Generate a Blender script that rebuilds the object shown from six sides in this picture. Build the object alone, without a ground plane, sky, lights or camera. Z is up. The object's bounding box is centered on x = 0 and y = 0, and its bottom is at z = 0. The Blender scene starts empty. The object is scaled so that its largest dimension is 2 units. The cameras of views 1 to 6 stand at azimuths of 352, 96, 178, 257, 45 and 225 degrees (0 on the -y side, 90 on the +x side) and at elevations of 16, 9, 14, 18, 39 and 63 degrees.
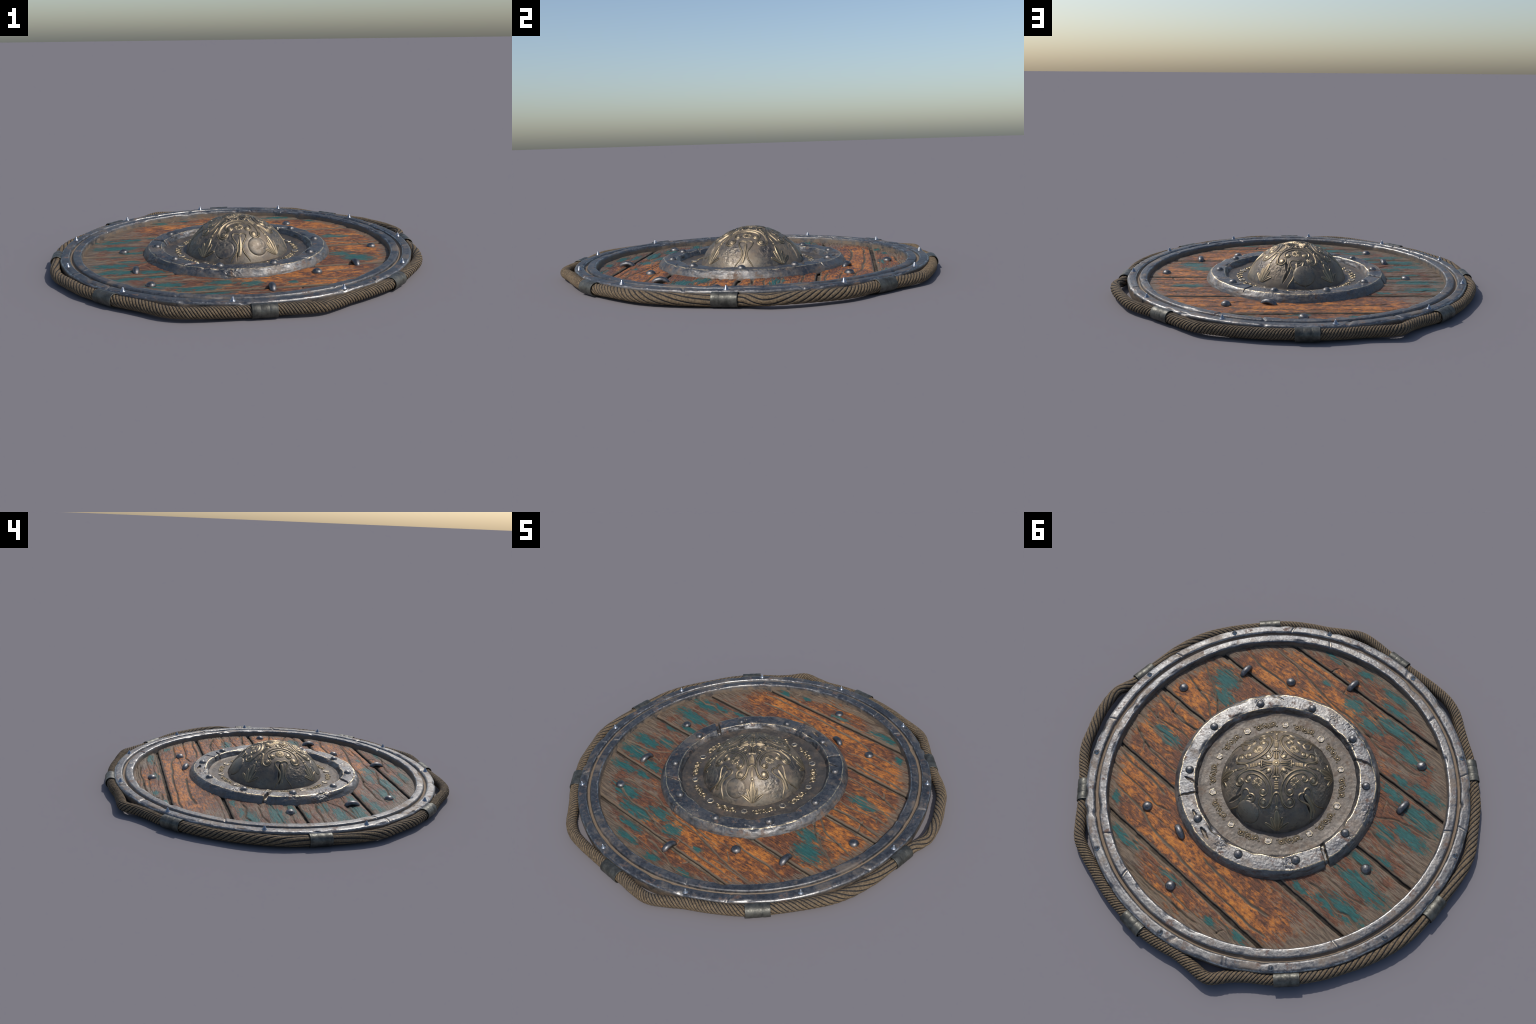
# Round wooden war shield lying face up: planks, iron rim with spikes, embossed boss, rope bound by clamps.
import bpy, math
import numpy as np

CX, CY = -0.0086, 0.0022            # shield axis in the frame
TAU = 2 * math.pi

# ------------------------------------------------------------------ noise helpers
def _hash(ix, iy, seed):
    h = (ix.astype(np.int64) * 374761393 + iy.astype(np.int64) * 668265263 + seed * 974711) & 0xFFFFFFFF
    h = ((h ^ (h >> 13)) * 1274126177) & 0xFFFFFFFF
    h = h ^ (h >> 16)
    return (h & 0xFFFFFF) / float(0xFFFFFF) * 2 - 1

def vnoise(x, y, seed=0, period=None):
    x = np.asarray(x, float); y = np.asarray(y, float)
    x, y = np.broadcast_arrays(x, y)
    ix = np.floor(x).astype(np.int64); iy = np.floor(y).astype(np.int64)
    fx = x - ix; fy = y - iy
    fx = fx * fx * fx * (fx * (fx * 6 - 15) + 10); fy = fy * fy * fy * (fy * (fy * 6 - 15) + 10)
    w = (lambda i: i % period) if period else (lambda i: i)
    a = _hash(w(ix), iy, seed); b = _hash(w(ix + 1), iy, seed)
    c = _hash(w(ix), iy + 1, seed); d = _hash(w(ix + 1), iy + 1, seed)
    return (a * (1 - fx) + b * fx) * (1 - fy) + (c * (1 - fx) + d * fx) * fy

def fbm(x, y, seed=0, octaves=4, period=None):
    s = 0; a = 1; f = 1; t = 0
    for o in range(octaves):
        s = s + a * vnoise(np.asarray(x) * f, np.asarray(y) * f, seed + o * 17, period * f if period else None)
        t += a; a *= 0.5; f *= 2
    return s / t

def sstep(a, b, x):
    t = np.clip((x - a) / (b - a), 0, 1)
    return t * t * (3 - 2 * t)

def angdiff(a, b):
    return (a - b + math.pi) % TAU - math.pi

# ------------------------------------------------------------------ mesh helpers
ROOT = bpy.data.objects.new("viking_shield", None)
bpy.context.collection.objects.link(ROOT)
ROOT["label"] = "weathered round wooden shield with iron rim and embossed boss"
ROOT["category"] = "shield"

def mesh_from(name, verts, faces, mat=None, smooth=True):
    me = bpy.data.meshes.new(name)
    verts = np.asarray(verts, dtype=np.float32)
    faces = [np.asarray(f, dtype=np.int32) for f in (faces if isinstance(faces, list) else [faces]) if len(f)]
    me.vertices.add(len(verts)); me.vertices.foreach_set("co", verts.ravel())
    nl = sum(f.size for f in faces); npoly = sum(len(f) for f in faces)
    me.loops.add(nl); me.polygons.add(npoly)
    me.loops.foreach_set("vertex_index", np.concatenate([f.ravel() for f in faces]))
    tot = np.concatenate([np.full(len(f), f.shape[1], np.int32) for f in faces])
    st = np.concatenate([[0], np.cumsum(tot)[:-1]]).astype(np.int32)
    me.polygons.foreach_set("loop_start", st)
    me.update(calc_edges=True); me.validate()
    me.polygons.foreach_set("use_smooth", np.full(npoly, smooth))
    if mat: me.materials.append(mat)
    return me

def add(name, me, parent=ROOT, loc=(0, 0, 0), rot=(0, 0, 0), scale=(1, 1, 1)):
    ob = bpy.data.objects.new(name, me)
    bpy.context.collection.objects.link(ob)
    ob.parent = parent
    ob.location = loc; ob.rotation_euler = rot; ob.scale = scale
    return ob

def grid_faces(nu, nv, wrap_u=False, wrap_v=False, off=0):
    """vertex index = u*nv + v"""
    U = np.arange(nu if wrap_u else nu - 1); V = np.arange(nv if wrap_v else nv - 1)
    u, v = np.meshgrid(U, V, indexing="ij")
    u2 = (u + 1) % nu; v2 = (v + 1) % nv
    return np.stack([u * nv + v, u2 * nv + v, u2 * nv + v2, u * nv + v2], -1).reshape(-1, 4) + off

def revolve(name, prof, seg, mat, smooth=True):
    prof = np.asarray(prof, float); n = len(prof)
    a = np.arange(seg) * TAU / seg
    v = np.stack([np.cos(a)[:, None] * prof[None, :, 0], np.sin(a)[:, None] * prof[None, :, 0],
                  np.broadcast_to(prof[None, :, 1], (seg, n))], -1).reshape(-1, 3)
    return mesh_from(name, v, [grid_faces(seg, n, wrap_u=True)], mat, smooth)

def densify(prof, step):
    prof = np.asarray(prof, float); out = []
    for a, b in zip(prof[:-1], prof[1:]):
        k = max(1, int(round(np.linalg.norm(b - a) / step)))
        for i in range(k): out.append(a + (b - a) * i / k)
    out.append(prof[-1]); return np.array(out)

def catmull(P, n, closed=False):
    P = np.asarray(P, float); N = len(P)
    if closed:
        t = np.arange(n) * N / n
        i = np.floor(t).astype(int); f = (t - i)[:, None]
        p0, p1, p2, p3 = P[(i - 1) % N], P[i % N], P[(i + 1) % N], P[(i + 2) % N]
    else:
        t = np.linspace(0, N - 1, n); i = np.minimum(np.floor(t).astype(int), N - 2); f = (t - i)[:, None]
        g = lambda k: P[np.clip(k, 0, N - 1)]
        p0, p1, p2, p3 = g(i - 1), g(i), g(i + 1), g(i + 2)
    return 0.5 * ((2 * p1) + (-p0 + p2) * f + (2 * p0 - 5 * p1 + 4 * p2 - p3) * f ** 2 + (-p0 + 3 * p1 - 3 * p2 + p3) * f ** 3)

# ------------------------------------------------------------------ material helpers
class G:
    def __init__(self, name):
        self.m = bpy.data.materials.new(name); self.m.use_nodes = True
        self.t = self.m.node_tree; self.t.nodes.clear()
        self.out = self.t.nodes.new("ShaderNodeOutputMaterial")
        self.b = self.t.nodes.new("ShaderNodeBsdfPrincipled")
        self.t.links.new(self.b.outputs[0], self.out.inputs[0])
        self.tc = self.t.nodes.new("ShaderNodeTexCoord")
        self.obj = self.tc.outputs["Object"]
    def put(self, sock, val):
        if isinstance(val, bpy.types.NodeSocket): self.t.links.new(val, sock)
        elif isinstance(val, (tuple, list)) and len(val) == 3 and sock.type == "RGBA": sock.default_value = (*val, 1)
        else: sock.default_value = val
    def math(self, op, a, b=0.0, c=0.0, clamp=False):
        n = self.t.nodes.new("ShaderNodeMath"); n.operation = op; n.use_clamp = clamp
        for s, v in zip(n.inputs, (a, b, c)): self.put(s, v)
        return n.outputs[0]
    def vmath(self, op, a, b=(0, 0, 0)):
        n = self.t.nodes.new("ShaderNodeVectorMath"); n.operation = op
        self.put(n.inputs[0], a); self.put(n.inputs[1], b)
        return n.outputs["Value"] if op in ("LENGTH", "DISTANCE", "DOT_PRODUCT") else n.outputs[0]
    def mapping(self, scale=(1, 1, 1), loc=(0, 0, 0), rot=(0, 0, 0), src=None):
        n = self.t.nodes.new("ShaderNodeMapping")
        self.put(n.inputs["Vector"], src or self.obj)
        n.inputs["Scale"].default_value = scale; n.inputs["Location"].default_value = loc; n.inputs["Rotation"].default_value = rot
        return n.outputs[0]
    def noise(self, scale, detail=4, rough=0.55, vec=None, dist=0.0, out=0):
        n = self.t.nodes.new("ShaderNodeTexNoise")
        self.put(n.inputs["Vector"], vec or self.obj)
        n.inputs["Scale"].default_value = scale; n.inputs["Detail"].default_value = detail
        n.inputs["Roughness"].default_value = rough; n.inputs["Distortion"].default_value = dist
        return n.outputs[out]
    def voronoi(self, scale, vec=None, feature="F1"):
        n = self.t.nodes.new("ShaderNodeTexVoronoi"); n.feature = feature
        self.put(n.inputs["Vector"], vec or self.obj); n.inputs["Scale"].default_value = scale
        return n.outputs["Distance"]
    def range(self, v, a, b, c=0.0, d=1.0, smooth=True):
        n = self.t.nodes.new("ShaderNodeMapRange"); n.interpolation_type = "SMOOTHSTEP" if smooth else "LINEAR"
        self.put(n.inputs[0], v)
        for i, x in zip((1, 2, 3, 4), (a, b, c, d)): self.put(n.inputs[i], x)
        return n.outputs[0]
    def mix(self, f, a, b, mode="MIX"):
        n = self.t.nodes.new("ShaderNodeMix"); n.data_type = "RGBA"; n.blend_type = mode
        self.put(n.inputs[0], f); self.put(n.inputs[6], a); self.put(n.inputs[7], b)
        return n.outputs[2]
    def sep(self, v=None):
        n = self.t.nodes.new("ShaderNodeSeparateXYZ"); self.put(n.inputs[0], v or self.obj); return n.outputs
    def pointy(self):
        return self.t.nodes.new("ShaderNodeNewGeometry").outputs["Pointiness"]
    def bump(self, h, strength=0.3, dist=0.002, normal=None):
        n = self.t.nodes.new("ShaderNodeBump"); n.inputs["Strength"].default_value = strength
        n.inputs["Distance"].default_value = dist
        self.put(n.inputs["Height"], h)
        if normal: self.put(n.inputs["Normal"], normal)
        return n.outputs[0]
    def set(self, **k):
        for a, v in k.items():
            self.put(self.b.inputs[a.replace("_", " ").title().replace("Ior", "IOR")], v)
        return self.m
    def radius(self):
        n = self.vmath("MULTIPLY", self.vmath("SUBTRACT", self.obj, (CX, CY, 0)), (1, 1, 0))
        return self.vmath("LENGTH", n)

RUST = (0.17, 0.075, 0.035)
DUST = (0.185, 0.135, 0.09)
BRASS = (0.47, 0.365, 0.23)

def steel(name, dark=(0.092, 0.095, 0.103), light=(0.180, 0.178, 0.175), rust=0.6, edge=0.6, dust_mask=None, bump=0.30, e0=0.512, e1=0.545,
          rough=(0.40, 0.58), edge_col=(0.52, 0.46, 0.37), met=0.9):
    g = G(name)
    n1 = g.noise(7, 7, 0.7); n2 = g.noise(60, 6, 0.7); n3 = g.noise(17, 9, 0.75); n5 = g.noise(26, 8, 0.75, vec=g.mapping(loc=(2, 8, 5)))
    col = g.mix(g.range(g.math("ADD", g.math("MULTIPLY", n1, 0.6), g.math("MULTIPLY", n2, 0.4)), 0.40, 0.60), dark, light)
    rm = g.math("MULTIPLY", g.range(n3, 0.55, 0.66), rust, clamp=True)
    rm = g.math("MAXIMUM", rm, g.math("MULTIPLY", g.range(n5, 0.58, 0.67), rust, clamp=True))
    col = g.mix(rm, col, g.mix(n2, (0.060, 0.030, 0.020), RUST))
    spk = g.range(g.noise(150, 4, 0.65), 0.56, 0.68, 0, 0.55)
    col = g.mix(spk, col, (0.045, 0.034, 0.028))
    e = g.range(g.pointy(), e0, e1, 0, edge)
    col = g.mix(g.math("MULTIPLY", e, g.range(n2, 0.3, 0.55)), col, edge_col)
    mt = g.range(rm, 0.0, 0.6, met, 0.25)
    ro = g.range(n2, 0.32, 0.68, *rough)
    ro = g.math("ADD", ro, g.math("MULTIPLY", rm, 0.3))
    if dust_mask:
        d = dust_mask(g, n2, n3)
        col = g.mix(d, col, DUST); mt = g.math("MULTIPLY", mt, g.math("SUBTRACT", 1.0, g.math("MULTIPLY", d, 0.9)))
        ro = g.math("ADD", ro, g.math("MULTIPLY", d, 0.3), clamp=True)
    h = g.math("ADD", g.math("MULTIPLY", g.noise(55, 6, 0.65), 0.9), g.math("MULTIPLY", g.noise(330, 3, 0.6), 0.18))
    nb = g.bump(h, bump, 0.004)
    return g.set(base_color=col, metallic=mt, roughness=ro, normal=nb)

# ---- wood
TEAL = [  # (x, y, half length, half width) of the remaining paint patches
    (0.60, -0.26, 0.075, 0.060), (0.53, -0.18, 0.060, 0.045), (0.61, 0.175, 0.085, 0.030), (0.54, 0.190, 0.05, 0.03),
    (0.525, 0.586, 0.030, 0.020), (0.263, -0.741, 0.05, 0.02), (0.062, -0.777, 0.05, 0.028), (-0.138, -0.763, 0.075, 0.022),
    (-0.190, -0.696, 0.080, 0.018), (-0.010, -0.595, 0.050, 0.040), (-0.147, -0.553, 0.075, 0.030), (-0.257, -0.612, 0.10, 0.035),
    (-0.428, -0.545, 0.085, 0.04), (-0.485, -0.325, 0.070, 0.022), (-0.60, -0.423, 0.085, 0.028), (-0.479, -0.403, 0.05, 0.02),
    (0.33, 0.705, 0.085, 0.022), (0.031, 0.693, 0.045, 0.015), (-0.250, 0.723, 0.03, 0.018), (-0.398, 0.686, 0.05, 0.018),
    (-0.655, -0.300, 0.100, 0.040), (-0.68, -0.195, 0.085, 0.035), (-0.563, -0.131, 0.055, 0.03), (-0.66, 0.140, 0.12, 0.035),
    (-0.68, 0.275, 0.09, 0.035), (-0.594, 0.319, 0.07, 0.02), (-0.444, 0.334, 0.04, 0.018), (-0.57, 0.045, 0.07, 0.022),
    (-0.66, -0.02, 0.05, 0.015), (0.20, -0.60, 0.03, 0.015)]
ORANGE = [(0.65, -0.05, 0.17, 0.16), (0.65, 0.22, 0.13, 0.10), (0.52, 0.45, 0.24, 0.10), (0.33, -0.61, 0.20, 0.06), (0.05, -0.56, 0.16, 0.06),
          (0.18, 0.57, 0.28, 0.09), (-0.30, 0.575, 0.26, 0.09), (-0.06, 0.77, 0.18, 0.05), (-0.14, -0.60, 0.10, 0.05), (0.42, -0.45, 0.18, 0.10),
          (0.60, 0.02, 0.2, 0.09), (0.20, -0.46, 0.18, 0.08), (0.70, -0.30, 0.08, 0.06)]
GREY = [(-0.62, 0.12, 0.26, 0.22), (-0.74, -0.17, 0.14, 0.20), (-0.66, 0.42, 0.16, 0.10), (-0.45, -0.46, 0.16, 0.05), (0.35, 0.755, 0.12, 0.05), (-0.33, 0.735, 0.14, 0.04),
        (-0.3, -0.78, 0.16, 0.05), (-0.50, -0.64, 0.12, 0.06), (-0.62, -0.45, 0.14, 0.10)]

def blob_field(g, blobs, vec):
    """smooth field, 1 in the blob centres falling to 0 at twice the radii"""
    acc = None
    for x, y, a, b in blobs:
        m = g.t.nodes.new("ShaderNodeMapping"); m.vector_type = "TEXTURE"
        g.put(m.inputs["Vector"], vec)
        m.inputs["Location"].default_value = (x, y, 0); m.inputs["Scale"].default_value = (a, b, 1000)
        v = g.math("MULTIPLY_ADD", g.vmath("LENGTH", m.outputs[0]), -0.5, 1.0, clamp=True)
        acc = v if acc is None else g.math("MAXIMUM", acc, v)
    return acc

def wood_material():
    g = G("painted_wood")
    warp = g.noise(9, 4, 0.6, out=1)
    wv = g.vmath("ADD", g.obj, g.vmath("MULTIPLY", g.vmath("SUBTRACT", warp, (0.5, 0.5, 0.5)), (0.12, 0.05, 0)))
    bend = g.vmath("ADD", g.obj, g.vmath("MULTIPLY", g.vmath("SUBTRACT", g.noise(5, 3, 0.5, out=1), (0.5, 0.5, 0.5)), (0, 0.035, 0)))
    streak = g.noise(10, 9, 0.74, vec=g.mapping((1.5, 15, 2), src=bend))       # long streaks along the planks
    fine = g.noise(26, 8, 0.76, vec=g.mapping((1.0, 4.2, 1), src=bend))        # short flecks
    mott = g.noise(34, 9, 0.78, vec=g.mapping((1.0, 1.9, 1), src=bend))        # fine mottling
    blot = g.noise(11, 8, 0.74, vec=g.mapping((1.0, 1.8, 1)))
    dark = (0.050, 0.021, 0.012); red = (0.175, 0.064, 0.027); orange = (0.45, 0.150, 0.024); amber = (0.62, 0.245, 0.036)
    col = g.mix(g.range(fine, 0.38, 0.60), dark, red)
    of = blob_field(g, ORANGE, wv)
    om = g.math("ADD", g.math("MULTIPLY", of, 0.17), g.math("ADD", g.math("MULTIPLY", mott, 0.9), g.math("MULTIPLY", blot, 0.75)))
    om = g.math("ADD", om, g.math("MULTIPLY", fine, 0.35))
    col = g.mix(g.range(om, 1.035, 1.235), col, g.mix(g.range(om, 1.18, 1.36), orange, amber))
    # bare weathered, dusty wood
    greyc = g.mix(g.range(streak, 0.38, 0.62), (0.066, 0.049, 0.034), (0.200, 0.152, 0.104))
    gf = blob_field(g, GREY, wv)
    rad = g.radius()
    gm = g.math("ADD", g.math("MULTIPLY", gf, 0.20), g.math("ADD", g.math("MULTIPLY", streak, 0.85), g.math("MULTIPLY", blot, 0.75)))
    gm = g.math("ADD", gm, g.range(rad, 0.73, 0.835, 0, 0.26))
    col = g.mix(g.range(gm, 0.89, 1.02, 0, 0.90), col, greyc)
    # teal paint left in patches, flaking along the grain
    tf = blob_field(g, TEAL, wv)
    tm = g.math("ADD", g.math("MULTIPLY", tf, 0.66), g.math("ADD", g.math("MULTIPLY", streak, 1.7), g.math("MULTIPLY", mott, 1.2)))
    tealc = g.mix(g.range(fine, 0.35, 0.65), (0.006, 0.066, 0.062), (0.013, 0.122, 0.113))
    tmask = g.range(tm, 1.74, 1.84, 0, 0.94)
    col = g.mix(tmask, col, tealc)
    # dust tan in cracks, painted towards black with depth to show their shadow
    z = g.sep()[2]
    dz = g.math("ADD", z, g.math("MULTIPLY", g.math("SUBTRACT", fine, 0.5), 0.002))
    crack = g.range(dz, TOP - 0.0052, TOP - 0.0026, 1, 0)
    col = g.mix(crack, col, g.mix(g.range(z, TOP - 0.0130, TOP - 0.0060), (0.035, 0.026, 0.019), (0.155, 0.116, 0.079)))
    h = g.math("ADD", g.math("MULTIPLY", streak, 0.8), g.math("ADD", g.math("MULTIPLY", fine, 0.5), g.math("MULTIPLY", mott, 0.35)))
    h = g.math("ADD", h, g.math("MULTIPLY", tmask, 0.05))
    ro = g.math("ADD", g.range(mott, 0.35, 0.65, 0.40, 0.66), g.math("MULTIPLY", crack, 0.3), clamp=True)
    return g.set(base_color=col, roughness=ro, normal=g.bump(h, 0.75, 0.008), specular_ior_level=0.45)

def rope_material():
    g = G("rope_fibre")
    n = g.noise(110, 5, 0.65); n2 = g.noise(14, 4, 0.6); n3 = g.noise(420, 3, 0.6)
    col = g.mix(g.range(n, 0.3, 0.7), (0.080, 0.058, 0.036), (0.190, 0.138, 0.084))
    col = g.mix(g.range(n2, 0.45, 0.7, 0, 0.5), col, (0.115, 0.094, 0.070))
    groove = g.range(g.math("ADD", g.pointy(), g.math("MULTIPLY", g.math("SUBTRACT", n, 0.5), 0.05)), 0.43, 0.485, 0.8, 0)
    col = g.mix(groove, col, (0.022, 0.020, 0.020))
    h = g.math("ADD", g.math("MULTIPLY", n3, 0.5), g.math("MULTIPLY", n, 0.6))
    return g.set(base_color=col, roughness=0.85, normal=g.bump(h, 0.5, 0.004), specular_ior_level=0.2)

def clamp_material():
    g = G("clamp_metal")
    n = g.noise(22, 6, 0.65); n2 = g.noise(120, 4, 0.6)
    col = g.mix(g.range(n, 0.35, 0.65), (0.050, 0.050, 0.044), (0.120, 0.118, 0.102))
    e = g.range(g.pointy(), 0.52, 0.6, 0, 0.7)
    col = g.mix(e, col, (0.24, 0.23, 0.19))
    return g.set(base_color=col, metallic=0.65, roughness=g.range(n2, 0.3, 0.7, 0.38, 0.58), normal=g.bump(n2, 0.25, 0.003))

def brass_material(name="worn_brass", hi=BRASS, mid=(0.215, 0.172, 0.115), lo=(0.090, 0.077, 0.060), gilt=0.0):
    g = G(name)
    n = g.noise(55, 6, 0.7); n2 = g.noise(10, 6, 0.7)
    e = g.range(g.math("ADD", g.pointy(), g.math("MULTIPLY", g.math("SUBTRACT", n, 0.5), 0.12)), 0.49 - gilt, 0.60 - gilt)
    col = g.mix(g.range(n2, 0.42, 0.60), mid, lo)
    col = g.mix(e, col, hi)
    return g.set(base_color=col, metallic=0.9, roughness=g.range(n, 0.3, 0.7, 0.36, 0.54), normal=g.bump(g.noise(200, 4, 0.6), 0.25, 0.002))

ROPE_PITCH = 0.0142
TOP = 0.0375                         # face of the planks
M_WOOD = wood_material()
def rim_dust(g, n2, n3):
    r = g.radius(); z = g.sep()[2]
    band = g.math("MULTIPLY", g.range(r, 0.872, 0.877), g.range(r, 0.884, 0.889, 1, 0))
    deep = g.range(z, 0.050, 0.060, 1, 0)
    groove = g.math("MULTIPLY", band, g.range(z, 0.052, 0.062, 1, 0))
    wall = g.math("MULTIPLY", deep, g.range(n3, 0.36, 0.56, 0, 0.9))
    film = g.range(g.noise(7, 7, 0.7, vec=g.mapping(loc=(9, 4, 2))), 0.50, 0.66, 0, 0.55)
    return g.math("MAXIMUM", g.math("MAXIMUM", groove, wall), film)
M_RIM = steel("rim_iron", dust_mask=rim_dust, rust=0.75, edge=0.6, bump=0.30, e0=0.508, e1=0.53)
def ring_dust(g, n2, n3):
    film = g.range(g.noise(8, 7, 0.7, vec=g.mapping(loc=(5, 4, 2))), 0.50, 0.67, 0, 0.5)
    foot = g.math("MULTIPLY", g.range(g.radius(), 0.482, 0.502), g.range(n3, 0.42, 0.60, 0, 0.40))     # grime on the sloping skirt
    return g.math("MAXIMUM", film, foot)
M_RING = steel("boss_ring_iron", dust_mask=ring_dust, rust=0.85, edge=1.0, edge_col=(0.62, 0.50, 0.33), bump=0.20, e0=0.522, e1=0.56)
def plate_dust(g, n2, n3):
    return g.range(n3, 0.42, 0.64, 0.10, 0.38)
M_PLATE = steel("boss_plate_iron", dark=(0.060, 0.057, 0.054), light=(0.098, 0.091, 0.084), dust_mask=plate_dust, rust=0.5, edge=0.2, bump=0.4, met=0.6)
def dome_dust(g, n2, n3):
    m = g.range(g.noise(7, 8, 0.74, vec=g.mapping(loc=(1, 4, 2))), 0.42, 0.60, 0.08, 0.62)
    crown = g.range(g.vmath("DISTANCE", g.obj, (CX, CY, 0.233)), 0.17, 0.25, 0.25, 0.0)     # tarnish under the chased crown
    return g.math("MAXIMUM", m, crown)
M_DOME = steel("boss_bronze", dark=(0.082, 0.081, 0.083), light=(0.215, 0.190, 0.150), dust_mask=dome_dust, rust=0.15, edge=0.9,
               edge_col=(0.50, 0.39, 0.25), bump=0.22, rough=(0.36, 0.54))
M_STUD = steel("stud_iron", dark=(0.085, 0.088, 0.094), light=(0.18, 0.18, 0.185), rust=0.4, edge=0.15, bump=0.2, rough=(0.36, 0.5))
M_SPIKE = steel("spike_steel", dark=(0.22, 0.24, 0.27), light=(0.36, 0.38, 0.42), rust=0.1, edge=0.0, bump=0.1, rough=(0.24, 0.34))
g = G("rope_groove_dark")
M_GROOVE_DARK = g.set(base_color=g.mix(g.range(g.noise(120, 4, 0.6), 0.48, 0.72), (0.010, 0.010, 0.012), (0.050, 0.038, 0.025)), roughness=0.9)
def rubbed(name, bright, base, lo, hi):
    g = G(name)
    n = g.noise(13, 8, 0.75); n2 = g.noise(70, 5, 0.7)
    m = g.math("MULTIPLY", g.range(n, lo, hi), g.range(n2, 0.36, 0.52))
    col = g.mix(m, base, bright)
    return g.set(base_color=col, metallic=0.9, roughness=g.range(n2, 0.3, 0.7, 0.34, 0.50), normal=g.bump(g.noise(60, 5, 0.6), 0.2, 0.004))
M_RUB = rubbed("rubbed_ring_edge", (0.60, 0.48, 0.31), (0.125, 0.122, 0.122), 0.36, 0.50)
M_RUB_RIM = rubbed("rubbed_rim_edge", (0.40, 0.385, 0.36), (0.13, 0.13, 0.135), 0.44, 0.58)
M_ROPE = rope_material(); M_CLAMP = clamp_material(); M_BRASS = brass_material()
M_BRASS_PLATE = brass_material("gilt_brass", hi=(0.58, 0.45, 0.28), mid=(0.33, 0.26, 0.165), lo=(0.20, 0.16, 0.105), gilt=0.02)
M_HEX = steel("bolt_iron", dark=(0.13, 0.12, 0.11), light=(0.30, 0.28, 0.26), rust=0.3, edge=0.9, edge_col=(0.62, 0.52, 0.36), bump=0.5)

# ------------------------------------------------------------------ planks
JOINTS = [-0.845, -0.667, -0.370, -0.002, 0.370, 0.655, 0.845]
CRACKS = [   # long splits along the grain (x, y control points)
    [(0.270, 0.466), (0.350, 0.484), (0.423, 0.476), (0.557, 0.473), (0.650, 0.471), (0.72, 0.462)],
    [(-0.478, 0.605), (-0.384, 0.613), (-0.267, 0.608), (-0.160, 0.608), (-0.068, 0.608), (0.039, 0.603), (0.111, 0.592), (0.226, 0.591), (0.292, 0.580), (0.386, 0.552), (0.473, 0.548), (0.587, 0.539)],
    [(-0.428, 0.526), (-0.314, 0.540), (-0.190, 0.539), (-0.103, 0.534), (-0.010, 0.525)],
    [(0.407, 0.300), (0.537, 0.301), (0.650, 0.284), (0.757, 0.248)],
    [(0.470, 0.050), (0.510, 0.057), (0.618, 0.072), (0.725, 0.053), (0.800, 0.046)],
    [(0.486, 0.126), (0.558, 0.120), (0.692, 0.138), (0.793, 0.135)],
    [(0.470, -0.02), (0.516, -0.050), (0.587, -0.102), (0.673, -0.121), (0.789, -0.149)],
    [(0.480, -0.06), (0.520, -0.110), (0.575, -0.156), (0.663, -0.206), (0.762, -0.261)],
    [(-0.500, -0.488), (-0.445, -0.477), (-0.344, -0.482), (-0.232, -0.480), (-0.156, -0.501), (-0.020, -0.522), (0.044, -0.516), (0.165, -0.534), (0.283, -0.557), (0.399, -0.575), (0.52, -0.58)],
    [(-0.452, -0.550), (-0.397, -0.569), (-0.318, -0.587), (-0.214, -0.583), (-0.127, -0.608), (-0.019, -0.636)],
    [(-0.044, -0.710), (0.026, -0.712), (0.113, -0.732), (0.232, -0.768)],
    [(-0.214, 0.767), (-0.142, 0.777), (-0.056, 0.775), (0.010, 0.778), (0.089, 0.784), (0.207, 0.781)],
    [(-0.393, 0.713), (-0.328, 0.695), (-0.261, 0.693)],
    [(-0.761, -0.267), (-0.663, -0.248), (-0.562, -0.228), (-0.482, -0.173)],
    [(-0.825, -0.086), (-0.751, -0.086), (-0.663, -0.092), (-0.595, -0.091), (-0.506, -0.106)],
    [(-0.764, 0.299), (-0.693, 0.285), (-0.639, 0.302), (-0.562, 0.283), (-0.509, 0.275), (-0.441, 0.286)],
    [(-0.726, 0.199), (-0.632, 0.212), (-0.561, 0.210), (-0.490, 0.209)],
    [(0.30, -0.44), (0.42, -0.455), (0.52, -0.45), (0.63, -0.47)],
    [(0.36, 0.42), (0.48, 0.405), (0.60, 0.41), (0.70, 0.40)],
]
rng = np.random.default_rng(7)
for k in range(46):                                     # finer secondary splits
    j = rng.integers(0, 6); y = rng.uniform(JOINTS[j] + 0.03, JOINTS[j + 1] - 0.03)
    xm = math.sqrt(max(0.0, 0.83 ** 2 - y * y)); x = rng.uniform(-xm, xm); L = rng.uniform(0.10, 0.28)
    CRACKS.append([(x - L, y), (x - L / 3, y + rng.normal(0, .008)), (x + L / 3, y + rng.normal(0, .010)), (x + L, y + rng.normal(0, .012))])
CRACKS = [(c, (1.0 if i < 19 else 0.5)) for i, c in enumerate(CRACKS)]

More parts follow.
